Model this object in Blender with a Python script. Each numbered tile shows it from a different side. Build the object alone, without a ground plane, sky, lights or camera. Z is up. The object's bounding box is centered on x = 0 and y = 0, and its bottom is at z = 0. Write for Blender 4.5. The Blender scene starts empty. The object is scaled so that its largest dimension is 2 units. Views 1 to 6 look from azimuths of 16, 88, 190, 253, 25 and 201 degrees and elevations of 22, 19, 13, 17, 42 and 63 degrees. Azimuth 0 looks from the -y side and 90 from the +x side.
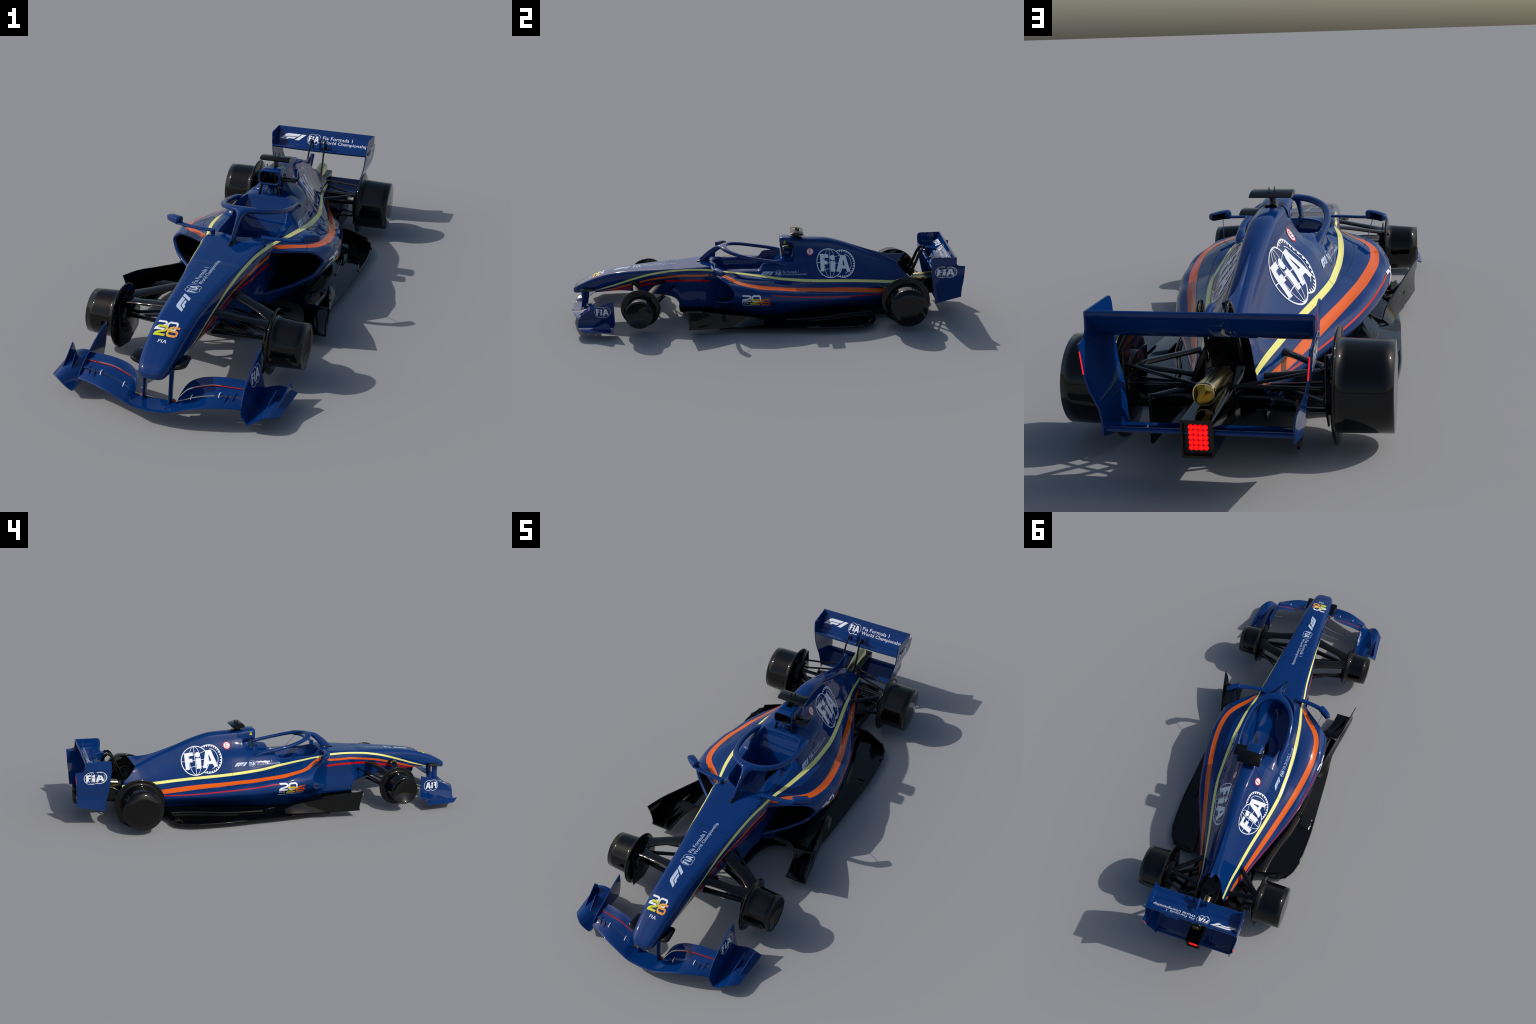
import bpy, bmesh, math
import numpy as np
from mathutils import Vector, Matrix
from mathutils.bvhtree import BVHTree

# ------------------------------------------------------------------ materials
def lin(c):
    return tuple((v / 12.92 if v <= .04045 else ((v + .055) / 1.055) ** 2.4) for v in (x / 255 for x in c)) + (1,)

def material(name, rgb, rough=.25, metal=0., coat=0., grain=0., spec=.5, emit=0., bump=0.):
    m = bpy.data.materials.new(name)
    m.use_nodes = True
    nt = m.node_tree
    b = nt.nodes["Principled BSDF"]
    b.inputs["Roughness"].default_value = rough
    b.inputs["Metallic"].default_value = metal
    b.inputs["Coat Weight"].default_value = coat
    b.inputs["Coat Roughness"].default_value = .03
    b.inputs["Specular IOR Level"].default_value = spec
    col = lin(rgb)
    tc = nt.nodes.new("ShaderNodeTexCoord")
    nz = nt.nodes.new("ShaderNodeTexNoise")
    nz.inputs["Scale"].default_value = 35
    nz.inputs["Detail"].default_value = 3
    nt.links.new(tc.outputs["Object"], nz.inputs["Vector"])
    ramp = nt.nodes.new("ShaderNodeValToRGB")
    ramp.color_ramp.elements[0].color = tuple(v * (1 - grain) for v in col[:3]) + (1,)
    ramp.color_ramp.elements[1].color = tuple(min(1, v * (1 + grain)) for v in col[:3]) + (1,)
    nt.links.new(nz.outputs["Fac"], ramp.inputs["Fac"])
    nt.links.new(ramp.outputs["Color"], b.inputs["Base Color"])
    if bump:
        bp = nt.nodes.new("ShaderNodeBump")
        bp.inputs["Strength"].default_value = bump
        bp.inputs["Distance"].default_value = .001
        nt.links.new(nz.outputs["Fac"], bp.inputs["Height"])
        nt.links.new(bp.outputs["Normal"], b.inputs["Normal"])
    if emit:
        b.inputs["Emission Color"].default_value = col
        b.inputs["Emission Strength"].default_value = emit
    return m

BLUE = material("blue_paint", (4, 47, 105), .05, grain=.03, spec=.4)
BLACK = material("gloss_black_carbon", (6, 6, 6), .06, grain=.1, spec=.4)
RIM = material("dark_wheel_metal", (7, 7, 7), .06, grain=.1, spec=.38)
DARK = material("duct_black", (6, 7, 12), .5, grain=.05)
YELLOW = material("pale_yellow_paint", (240, 236, 138), .1)
ORANGE = material("orange_paint", (226, 96, 14), .08)
RED = material("red_paint", (200, 10, 12), .08)
WHITE = material("white_paint", (235, 238, 245), .16)
GOLD = material("heat_tinted_metal", (226, 206, 148), .16, metal=1., grain=.05)
LAMP = material("red_lamp", (255, 8, 8), .3, emit=1.6)
LIME = material("lime_paint", (214, 222, 34), .16)
AMBER = material("amber_paint", (240, 160, 60), .16)
SIGNY = material("warning_yellow", (225, 205, 10), .2)

# ------------------------------------------------------------------ scene tree
car = bpy.data.objects.new("race_car", None)
bpy.context.collection.objects.link(car)
car["label"] = "dark blue single-seater race car with yellow orange red stripes"
car["category"] = "race car"

def link(ob, parent):
    bpy.context.collection.objects.link(ob)
    ob.parent = parent or car
    return ob

def group(name, parent=None, loc=(0, 0, 0)):
    e = bpy.data.objects.new(name, None)
    e.location = loc
    return link(e, parent)

def smooth(me, angle=40):
    bm = bmesh.new(); bm.from_mesh(me)
    lim = math.radians(angle)
    for f in bm.faces: f.smooth = True
    for e in bm.edges:
        e.smooth = not (len(e.link_faces) == 2 and e.calc_face_angle(0) > lim)
    bm.to_mesh(me); bm.free()

def mesh_object(name, verts, faces, mat, parent=None, angle=40, mirror=False, recalc=True, weld=1e-5, bevel=0.):
    bm = bmesh.new()
    vs = [bm.verts.new(tuple(float(c) for c in v)) for v in verts]
    for f in faces:
        ids = list(dict.fromkeys(f))
        if len(ids) > 2:
            try: bm.faces.new([vs[i] for i in ids])
            except ValueError: pass
    if mirror:
        g = bm.verts[:] + bm.edges[:] + bm.faces[:]
        d = bmesh.ops.duplicate(bm, geom=g)["geom"]
        dv = [e for e in d if isinstance(e, bmesh.types.BMVert)]
        for v in dv: v.co.x = -v.co.x
        bmesh.ops.reverse_faces(bm, faces=[e for e in d if isinstance(e, bmesh.types.BMFace)])
    if weld: bmesh.ops.remove_doubles(bm, verts=bm.verts[:], dist=weld)
    if recalc: bmesh.ops.recalc_face_normals(bm, faces=bm.faces[:])
    if bevel:
        ed = [e for e in bm.edges if len(e.link_faces) == 2 and e.calc_face_angle(0) > math.radians(35)]
        bmesh.ops.bevel(bm, geom=ed, offset=bevel, segments=2, affect='EDGES', profile=.7, clamp_overlap=True)
    me = bpy.data.meshes.new(name)
    bm.to_mesh(me); bm.free()
    smooth(me, angle)
    me.materials.append(mat)
    return link(bpy.data.objects.new(name, me), parent)

# ------------------------------------------------------------------ curves
def pchip(xs, ys, q):
    xs = np.asarray(xs, float); ys = np.asarray(ys, float); q = np.atleast_1d(np.asarray(q, float))
    one = ys.ndim == 1
    if one: ys = ys[:, None]
    h = np.diff(xs)[:, None]; d = np.diff(ys, axis=0) / h
    m = np.zeros_like(ys)
    if len(xs) > 2:
        w1 = 2 * h[1:] + h[:-1]; w2 = h[1:] + 2 * h[:-1]
        with np.errstate(divide='ignore', invalid='ignore'):
            mm = (w1 + w2) / (w1 / d[:-1] + w2 / d[1:])
        m[1:-1] = np.where(d[:-1] * d[1:] > 0, mm, 0)
    m[0] = d[0]; m[-1] = d[-1]
    i = np.clip(np.searchsorted(xs, q) - 1, 0, len(xs) - 2)
    hh = h[i]; t = ((q - xs[i])[:, None]) / hh
    t = np.clip(t, 0, 1)
    r = ((2 * t**3 - 3 * t**2 + 1) * ys[i] + (t**3 - 2 * t**2 + t) * hh * m[i] + (3 * t**2 - 2 * t**3) * ys[i + 1] + (t**3 - t**2) * hh * m[i + 1])
    return r[:, 0] if one else r

def f1(pairs):
    a = np.array(pairs, float)
    return lambda v: float(pchip(a[:, 0], a[:, 1], [np.clip(v, a[0, 0], a[-1, 0])])[0])

def spline(P, n, mirror_start=False, closed=False):
    """Catmull-Rom with chord-length tangents; n samples per span (open: (len-1)*n+1)."""
    P = np.asarray(P, float)
    if closed: Q = np.vstack([P[-1], P, P[0], P[1]])
    else:
        a = 2 * P[0] - P[1]
        if mirror_start: a = P[1] * np.array([-1, 1, 1])
        Q = np.vstack([a, P, 2 * P[-1] - P[-2]])
    out = []
    cnt = len(P) if closed else len(P) - 1
    for i in range(1, cnt + 1):
        p0, p1, p2, p3 = Q[i - 1], Q[i], Q[i + 1], Q[i + 2]
        d0 = np.linalg.norm(p1 - p0) + 1e-9; d = np.linalg.norm(p2 - p1) + 1e-9; d2 = np.linalg.norm(p3 - p2) + 1e-9
        m1 = ((p1 - p0) / d0 * d + (p2 - p1) / d * d0) / (d0 + d) * d
        m2 = ((p2 - p1) / d * d2 + (p3 - p2) / d2 * d) / (d + d2) * d
        for k in range(n):
            t = k / n
            out.append((2*t**3-3*t**2+1)*p1 + (t**3-2*t**2+t)*m1 + (3*t**2-2*t**3)*p2 + (t**3-t**2)*m2)
    if not closed: out.append(P[-1])
    return np.array(out)

def grid_faces(R, C, closed=False):
    fs = []
    for r in range(R - 1):
        for c in range(C if closed else C - 1):
            c2 = (c + 1) % C
            fs.append((r * C + c, r * C + c2, (r + 1) * C + c2, (r + 1) * C + c))
    return fs

def loft(name, rings, mat, parent=None, caps=True, angle=40, mirror=False):
    rings = [np.asarray(r, float) for r in rings]
    R, C = len(rings), len(rings[0])
    fs = grid_faces(R, C, True)
    if caps: fs += [tuple(range(C)), tuple((R - 1) * C + c for c in range(C))]
    return mesh_object(name, np.vstack(rings), fs, mat, parent, angle, mirror)

def sweep(name, path, rx, rz, mat, parent=None, seg=14, up=(0, 0, 1), angle=50, power=2.0):
    """tube with an oval section along path; rx/rz scalars or per-point lists (rx across, rz along 'up')."""
    path = np.asarray(path, float); n = len(path)
    rx = np.broadcast_to(rx, n); rz = np.broadcast_to(rz, n)
    rings = []
    for i in range(n):
        t = path[min(i + 1, n - 1)] - path[max(i - 1, 0)]; t /= np.linalg.norm(t)
        a = np.cross(t, up); a /= np.linalg.norm(a); b = np.cross(a, t)
        ring = []
        for k in range(seg):
            th = 2 * math.pi * k / seg
            c, s = math.cos(th), math.sin(th)
            c = math.copysign(abs(c) ** (2 / power), c); s = math.copysign(abs(s) ** (2 / power), s)
            ring.append(path[i] + a * rx[i] * c + b * rz[i] * s)
        rings.append(ring)
    return loft(name, rings, mat, parent, True, angle)

def plate(name, outline, normal, thick, mat, parent=None, mirror=False, bevel=.0008):
    """flat or slightly curved sheet: outline polygon extruded by thick along normal (both ways)."""
    o = np.asarray(outline, float); n = np.asarray(normal, float); n /= np.linalg.norm(n)
    N = len(o)
    v = np.vstack([o - n * thick / 2, o + n * thick / 2])
    fs = [tuple(range(N))[::-1], tuple(range(N, 2 * N))] + [(i, (i + 1) % N, N + (i + 1) % N, N + i) for i in range(N)]
    ob = mesh_object(name, v, fs, mat, parent, 30, bevel=bevel)
    if mirror: mirror_copy(ob)
    return ob

def mirror_copy(ob, parent=None):
    me = ob.data.copy()
    me.transform(Matrix.Scale(-1, 4, (1, 0, 0)))
    me.flip_normals()
    o = bpy.data.objects.new(ob.name.split('.')[0], me)
    return link(o, parent or ob.parent)

def sheet(name, grid, thick, mat, parent=None, mirror=False, angle=40):
    """thin curved panel from a grid of points (rows x cols), thickened along its normals."""
    G = np.asarray(grid, float); R, C, _ = G.shape
    du = np.gradient(G, axis=0); dv = np.gradient(G, axis=1)
    n = np.cross(du, dv); n /= np.linalg.norm(n, axis=2, keepdims=True) + 1e-12
    A = (G + n * thick / 2).reshape(-1, 3); B = (G - n * thick / 2).reshape(-1, 3)
    fs = grid_faces(R, C); k = R * C
    fs2 = [tuple(i + k for i in f[::-1]) for f in fs]
    edge = [c for c in range(C)] + [r * C + C - 1 for r in range(1, R)] + [(R - 1) * C + c for c in range(C - 2, -1, -1)] + [r * C for r in range(R - 2, 0, -1)]
    side = [(edge[i], edge[(i + 1) % len(edge)], edge[(i + 1) % len(edge)] + k, edge[i] + k) for i in range(len(edge))]
    ob = mesh_object(name, np.vstack([A, B]), fs + fs2 + side, mat, parent, angle)
    if mirror: mirror_copy(ob)
    return ob

def box(name, lo, hi, mat, parent=None, bevel=.002):
    x0, y0, z0 = lo; x1, y1, z1 = hi
    v = [(x, y, z) for x in (x0, x1) for y in (y0, y1) for z in (z0, z1)]
    f = [(0, 1, 3, 2), (4, 6, 7, 5), (0, 4, 5, 1), (2, 3, 7, 6), (0, 2, 6, 4), (1, 5, 7, 3)]
    return mesh_object(name, v, f, mat, parent, 30, bevel=bevel)

# ------------------------------------------------------------------ nose and front chassis
# y, top, half width, half width at the bottom, bottom, shoulder drop
NOSE = np.array([
    (-.9890, .1430, .0020, .0020, .1400, .001),
    (-.9880, .1475, .0140, .0130, .1360, .004),
    (-.9850, .1550, .0250, .0220, .1335, .008),
    (-.9750, .1648, .0370, .0330, .1320, .014),
    (-.9600, .1740, .0440, .0400, .1340, .020),
    (-.9350, .1870, .0490, .0450, .1375, .024),
    (-.9000, .2035, .0525, .0490, .1410, .027),
    (-.8500, .2220, .0570, .0530, .1450, .030),
    (-.8000, .2365, .0600, .0550, .1460, .029),
    (-.7200, .2485, .0640, .0570, .1440, .024),
    (-.6300, .2577, .0700, .0620, .1330, .020),
    (-.5400, .2642, .0790, .0700, .1220, .0145),
    (-.4900, .2680, .0850, .0760, .1150, .0120),
    (-.4620, .2685, .0880, .0800, .1030, .0110),
    (-.4450, .2700, .0900, .0820, .0830, .0107),
    (-.4360, .2708, .0905, .0830, .0550, .0105),
    (-.4100, .2730, .0930, .0840, .0500, .0103),
    (-.3400, .2785, .0990, .0860, .0490, .0100),
    (-.2840, .2825, .1050, .0950, .0490, .0105),
    (-.2300, .2800, .0990, .0930, .0490, .0105),
    (-.0500, .2700, .0850, .0900, .0490, .0105)])

def chassis_ring(row, n=8):
    y, zt, w, wb, zb, dr = row
    mid = (zt - dr) * .45 + zb * .55
    r = min(.016, (zt - zb) * .3)
    P = [(0, y, zt), (w * .45, y, zt - dr * .01), (w * .75, y, zt - dr * .09), (w * .93, y, zt - dr * .37), (w, y, zt - dr), ((w * .55 + wb * .45), y, mid), (wb, y, zb + r), (wb - r * .35 * wb / .05, y, zb + r * .15), (wb * .5, y, zb), (0, y, zb)]
    return spline(P, n, True)

ys = np.concatenate([-.989 + .03 * np.linspace(0, 1, 14) ** 1.6, np.linspace(-.955, -.47, 60), np.linspace(-.465, -.43, 22), np.linspace(-.425, -.2838, 22)])
rowsA = pchip(NOSE[:, 0], NOSE[:, 1:], ys)
ringsA = np.array([chassis_ring((y, *r)) for y, r in zip(ys, rowsA)])
R, C = ringsA.shape[:2]
vA = ringsA.reshape(-1, 3); fA = grid_faces(R, C) + [tuple(range(C))]
nose = mesh_object("nose_and_chassis", vA, fA, BLUE, None, 50, mirror=True)

ys2 = np.linspace(-.2836, -.06, 24)
rows2 = pchip(NOSE[:, 0], NOSE[:, 1:], ys2)
rings2 = np.array([chassis_ring((y, *r))[8 * 4 + 2:] for y, r in zip(ys2, rows2)])
mesh_object("chassis_flank", rings2.reshape(-1, 3), grid_faces(*rings2.shape[:2]), BLUE, None, 50, mirror=True)

# ------------------------------------------------------------------ sidepods + engine cover : control net (x, y, z)
def row(y, *xz):
    return [(p[0], (p[2] if len(p) > 2 else y), p[1]) for p in xz]

NET = [
    row(-.2838, (0, 0.2825), (0.03, 0.2823), (0.055, 0.2815), (0.075, 0.2797), (0.09, 0.2755), (0.1, 0.2695), (0.1052, 0.262), (0.1085, 0.253, -0.2785), (0.1355, 0.2465, -0.2503), (0.19, 0.2405, -0.208), (0.2419, 0.2255, -0.1677), (0.2668, 0.1944, -0.1486), (0.2536, 0.1561, -0.1586), (0.1958, 0.1185, -0.2035), (0.098, 0.094, -0.281)),
    row(-.205, (0, 0.283), (0.03, 0.282), (0.055, 0.279), (0.072, 0.2725), (0.088, 0.2655), (0.104, 0.2635), (0.119, 0.2615), (0.138, 0.2525, -0.2), (0.165, 0.2445, -0.183), (0.21, 0.2355, -0.15), (0.2535, 0.2195, -0.118), (0.2765, 0.1905, -0.105), (0.258, 0.15, -0.116), (0.194, 0.104, -0.165), (0.112, 0.056, -0.25)),
    row(-.110, (0, 0.281), (0.03, 0.28), (0.055, 0.276), (0.075, 0.27), (0.092, 0.2645), (0.115, 0.2625), (0.138, 0.2545), (0.166, 0.2475), (0.2, 0.2385, -0.1), (0.236, 0.2245, -0.075), (0.267, 0.212, -0.06), (0.283, 0.173, -0.055), (0.261, 0.138, -0.06), (0.214, 0.088, -0.08), (0.168, 0.052, -0.1)),
    row(-.034, (0, 0.281), (0.03, 0.28), (0.055, 0.276), (0.075, 0.27), (0.094, 0.265), (0.12, 0.2605), (0.149, 0.2455), (0.178, 0.24), (0.212, 0.231), (0.241, 0.2175), (0.272, 0.2025, -0.02), (0.285, 0.166, -0.015), (0.26, 0.13, -0.015), (0.214, 0.082, -0.02), (0.183, 0.05, -0.03)),
    row(-.004, (0, 0.302), (0.03, 0.302), (0.055, 0.3015), (0.085, 0.2995), (0.105, 0.291), (0.124, 0.271), (0.152, 0.2415), (0.182, 0.236), (0.216, 0.2255), (0.241, 0.2135), (0.273, 0.1975), (0.2845, 0.162), (0.256, 0.126), (0.21, 0.079), (0.181, 0.05)),
    row(.080, (0, 0.312), (0.03, 0.312), (0.055, 0.3115), (0.085, 0.307), (0.107, 0.293), (0.127, 0.269), (0.154, 0.2275), (0.186, 0.2205), (0.214, 0.2115), (0.235, 0.2035), (0.268, 0.189), (0.276, 0.156), (0.251, 0.12), (0.207, 0.077), (0.178, 0.05)),
    row(.136, (0, 0.322), (0.03, 0.321), (0.05, 0.316), (0.076, 0.307), (0.106, 0.29), (0.1295, 0.261), (0.1555, 0.221), (0.182, 0.213), (0.207, 0.2035), (0.226, 0.1945), (0.258, 0.1805), (0.267, 0.154), (0.245, 0.115), (0.201, 0.076), (0.164, 0.05)),
    row(.152, (0, 0.4015), (0.028, 0.397), (0.0415, 0.362), (0.066, 0.3205), (0.106, 0.2885), (0.13, 0.2565), (0.1555, 0.219), (0.181, 0.2105), (0.205, 0.2005), (0.223, 0.192), (0.255, 0.1785), (0.264, 0.152), (0.241, 0.113), (0.196, 0.076), (0.16, 0.05)),
    row(.200, (0, 0.3985), (0.029, 0.393), (0.044, 0.356), (0.0685, 0.319), (0.1055, 0.2866), (0.1295, 0.2502), (0.1555, 0.2145), (0.178, 0.206), (0.198, 0.1955), (0.212, 0.188), (0.247, 0.1745), (0.255, 0.148), (0.23, 0.11), (0.183, 0.075), (0.148, 0.05)),
    row(.300, (0, 0.395), (0.027, 0.388), (0.041, 0.35), (0.061, 0.311), (0.09, 0.278), (0.115, 0.2435), (0.1405, 0.2068), (0.158, 0.1965), (0.175, 0.184), (0.187, 0.1735), (0.222, 0.1615), (0.23, 0.138), (0.203, 0.102), (0.158, 0.073), (0.122, 0.05)),
    row(.400, (0, 0.3715), (0.024, 0.364), (0.037, 0.33), (0.053, 0.293), (0.076, 0.261), (0.098, 0.229), (0.121, 0.1975), (0.137, 0.186), (0.15, 0.1735), (0.159, 0.163), (0.184, 0.1475), (0.192, 0.126), (0.17, 0.096), (0.132, 0.071), (0.104, 0.05)),
    row(.500, (0, 0.331), (0.021, 0.325), (0.033, 0.298), (0.046, 0.267), (0.063, 0.237), (0.08, 0.211), (0.0995, 0.1863), (0.1125, 0.174), (0.123, 0.16), (0.13, 0.148), (0.147, 0.132), (0.153, 0.115), (0.138, 0.092), (0.112, 0.07), (0.092, 0.05)),
    row(.600, (0, 0.29), (0.02, 0.285), (0.032, 0.262), (0.043, 0.237), (0.055, 0.213), (0.068, 0.193), (0.0825, 0.174), (0.0915, 0.159), (0.098, 0.145), (0.103, 0.133), (0.114, 0.119), (0.117, 0.107), (0.108, 0.088), (0.093, 0.068), (0.082, 0.05)),
    row(.680, (0, 0.2535), (0.021, 0.249), (0.033, 0.233), (0.043, 0.2145), (0.053, 0.196), (0.062, 0.18), (0.0705, 0.163), (0.077, 0.151), (0.081, 0.141), (0.084, 0.132), (0.09, 0.119), (0.093, 0.106), (0.091, 0.088), (0.085, 0.068), (0.08, 0.05)),
    row(.7, (0, 0.248, 0.69), (0.021, 0.245, 0.693), (0.033, 0.234, 0.701), (0.043, 0.2165, 0.716), (0.052, 0.198, 0.736), (0.0585, 0.181, 0.752), (0.063, 0.164, 0.763), (0.067, 0.152, 0.767), (0.07, 0.145, 0.766), (0.072, 0.137, 0.758), (0.076, 0.124, 0.744), (0.079, 0.11, 0.736), (0.079, 0.09, 0.733), (0.078, 0.07, 0.732), (0.076, 0.05, 0.732)),
]
NET = np.array(NET)
_r0 = chassis_ring((-.2838, *pchip(NOSE[:, 0], NOSE[:, 1:], [-.2838])[0]))
NET[0, :7] = _r0[[0, 5, 10, 16, 24, 31, 34]]      # front edge lies on the chassis skin
SUB = 8
prof = np.array([spline(r, SUB, True) for r in NET])            # rows x V x 3
step = np.linalg.norm(np.diff(NET, axis=0), axis=2).mean(axis=1)
s_row = np.concatenate([[0], np.cumsum(step)])
flat = prof.reshape(len(NET), -1)
def surf_rows(s):
    return pchip(s_row, flat, s).reshape(len(np.atleast_1d(s)), prof.shape[1], 3)

# cockpit opening: half width along y
CK0, CK1 = -.270, .085
ck_half = f1([(-.270, 0), (-.2685, .014), (-.262, .031), (-.25, .052), (-.236, .070), (-.215, .083), (-.19, .0895), (-.1, .094), (-.03, .097), (.03, .092), (.07, .083), (.085, .078)])
s_all = np.linspace(0, s_row[-1], 300)
ycen = surf_rows(s_all)[:, 2, 1]
def s_of_y(y): return float(np.interp(y, ycen, s_all))
s_all = np.sort(np.concatenate([s_all, [s_of_y(v) for v in (CK0 - 2e-4, CK0 + 2e-4, CK0 + 6e-4, CK0 + .0012, CK0 + .002, CK0 + .003, CK0 + .0045, CK0 + .006, CK1 - 1e-4, CK1 + 1e-4)]]))
S = surf_rows(s_all)
V = S.shape[1]
B_rows, rim = [], []
for r in S:
    y = r[2, 1]; v0 = 0.
    if CK0 < y < CK1:
        hw = ck_half(y)
        v0 = float(np.interp(hw, r[:48, 0], np.arange(48)))
    q = np.maximum(np.arange(V), v0)
    rr = np.stack([np.interp(q, np.arange(V), r[:, k]) for k in range(3)], 1)
    B_rows.append(rr)
    if v0 > 0: rim.append(rr[0])
B_rows = np.array(B_rows)
cover = mesh_object("engine_cover_and_sidepods", B_rows.reshape(-1, 3), grid_faces(*B_rows.shape[:2]), BLUE, None, 45, mirror=True, weld=2e-5)

# black inner shell that closes the tail opening
tail = S[-1]
inner = [tail * np.array([.97, 1, 1]) - np.array([0, .002, .001])]
inner.append(tail * np.array([.9, 1, 1]) - np.array([0, .02, .004]))
inner.append(np.stack([tail[:, 0] * .5, np.full(V, .665), tail[:, 2] * .6 + .05], 1))
inner.append(np.stack([tail[:, 0] * 0, np.full(V, .66), tail[:, 2] * .3 + .1], 1))
inner = np.array(inner)
mesh_object("tail_bulkhead", inner.reshape(-1, 3), grid_faces(*inner.shape[:2]), DARK, None, 40, mirror=True)

# cockpit tub: rim roll, walls, floor
rim = np.array(rim)
half = rim.copy()
tub = []
for k, (inset, zz) in enumerate([(0, None), (.0025, -.0025), (.004, -.008), (.008, .25), (.012, .21), (.022, .180), (.05, .168), (.2, .166)]):
    p = half.copy()
    c = np.array([0, np.clip(-.09, -1, 1), 0])
    d = np.stack([-p[:, 0], np.zeros(len(p)), np.zeros(len(p))], 1)
    L = np.abs(d[:, 0:1]) + 1e-9
    p = p + d / L * np.minimum(inset, L)
    p[:, 1] += np.clip((-.09 - p[:, 1]) / .18, -1, 1) * inset * .8
    if zz is not None:
        p[:, 2] = p[:, 2] + zz if zz < 0 else np.minimum(p[:, 2] - .008, zz)
    tub.append(p)
tub = np.array(tub)
mesh_object("cockpit_tub", tub.reshape(-1, 3), grid_faces(*tub.shape[:2]), BLUE, None, 40, mirror=True)
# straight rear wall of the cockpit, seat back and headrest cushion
yb = CK1 - .0004
deck = f1([(0, .3118), (.06, .311), (.08, .308)])
wall = []
for z, yy in ((None, yb), (-.003, yb - .003), (.292, yb - .006), (.276, yb - .02), (.255, yb - .034), (.225, yb - .05), (.165, yb - .065)):
    wall.append([(x, yy, deck(abs(x)) if z is None else (deck(abs(x)) + z if z < 0 else z)) for x in np.linspace(-.079, .079, 25)])
mesh_object("seat_back", np.array(wall).reshape(-1, 3), grid_faces(len(wall), 25), BLUE, None, 40)

# air inlet lips and ducts of the sidepods
lip = S[0][SUB * 7:SUB * 14 + 1]
cen = lip.mean(axis=0); cen[0] = .165; cen[2] = .175
ax = lip[SUB * 4] - lip[0]; ax[2] = 0; ax /= np.linalg.norm(ax)      # along the mouth, in plan
nrm = np.array([ax[1], -ax[0], 0])                                      # points out of the mouth (forward)
if nrm[1] > 0: nrm = -nrm
duct = []
for inset, fwd in ((0, 0), (.0025, .0022), (.0055, .0025), (.0085, .0005), (.0105, -.006)):
    ring = []
    for i, p in enumerate(lip):
        t = lip[min(i + 1, len(lip) - 1)] - lip[max(i - 1, 0)]; t /= np.linalg.norm(t)
        n_in = np.cross(t, nrm); n_in /= np.linalg.norm(n_in)
        if n_in @ (cen - p) < 0: n_in = -n_in
        ring.append(p + n_in * inset + nrm * fwd)
    duct.append(ring)
duct = np.array(duct)
mesh_object("intake_lip", duct[:5].reshape(-1, 3), grid_faces(5, len(lip)), BLUE, None, 60, mirror=True)
back = [duct[4]]
for dy, k, dx in ((.05, .985, .0), (.12, .92, -.004), (.21, .80, -.016), (.32, .62, -.040), (.3205, .0, -.040)):
    back.append((duct[4] - cen) * np.array([k, 1 - .6 * (1 - k), k]) + cen + np.array([dx, dy, -.006 * dy / .25]))
mesh_object("intake_duct", np.array(back).reshape(-1, 3), grid_faces(len(back), len(lip)), DARK, None, 40, mirror=True)

# spine fin behind the engine cover
spine_z = f1([(.40, .3715), (.45, .353), (.5, .331), (.6, .290), (.69, .248)])
fin_top = f1([(.40, .3715), (.455, .3525), (.507, .334), (.56, .317), (.614, .302), (.655, .2965), (.69, .2962), (.726, .2985)])
Gf = []
for y in np.linspace(.43, .726, 30):
    zt = fin_top(y); zb = spine_z(min(y, .689)) - .006 if y < .689 else .248 + (y - .689) * 1.35
    zb = min(zb, zt - .0005)
    Gf.append([(0, y, zb + (zt - zb) * t) for t in np.linspace(0, 1, 5)])
Gf = np.array(Gf)
A = Gf.copy(); wid = .0075 * (1 - np.linspace(0, 1, 5)) ** 1.5 + .0012
A[:, :, 0] += wid[None, :] * np.clip((Gf[:, :1, 1] - .428) / .09, .04, 1)
fin_faces = grid_faces(30, 5)
nfin = 150
Bv = A.copy(); Bv[:, :, 0] *= -1
edge_top = [(i * 5 + 4, (i + 1) * 5 + 4, nfin + (i + 1) * 5 + 4, nfin + i * 5 + 4) for i in range(29)]
edge_rear = [(29 * 5 + i, 29 * 5 + i + 1, nfin + 29 * 5 + i + 1, nfin + 29 * 5 + i) for i in range(4)]
mesh_object("spine_fin", np.vstack([A.reshape(-1, 3), Bv.reshape(-1, 3)]), fin_faces + [tuple(i + nfin for i in f) for f in fin_faces] + edge_top + edge_rear, BLUE, None, 50)

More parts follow.
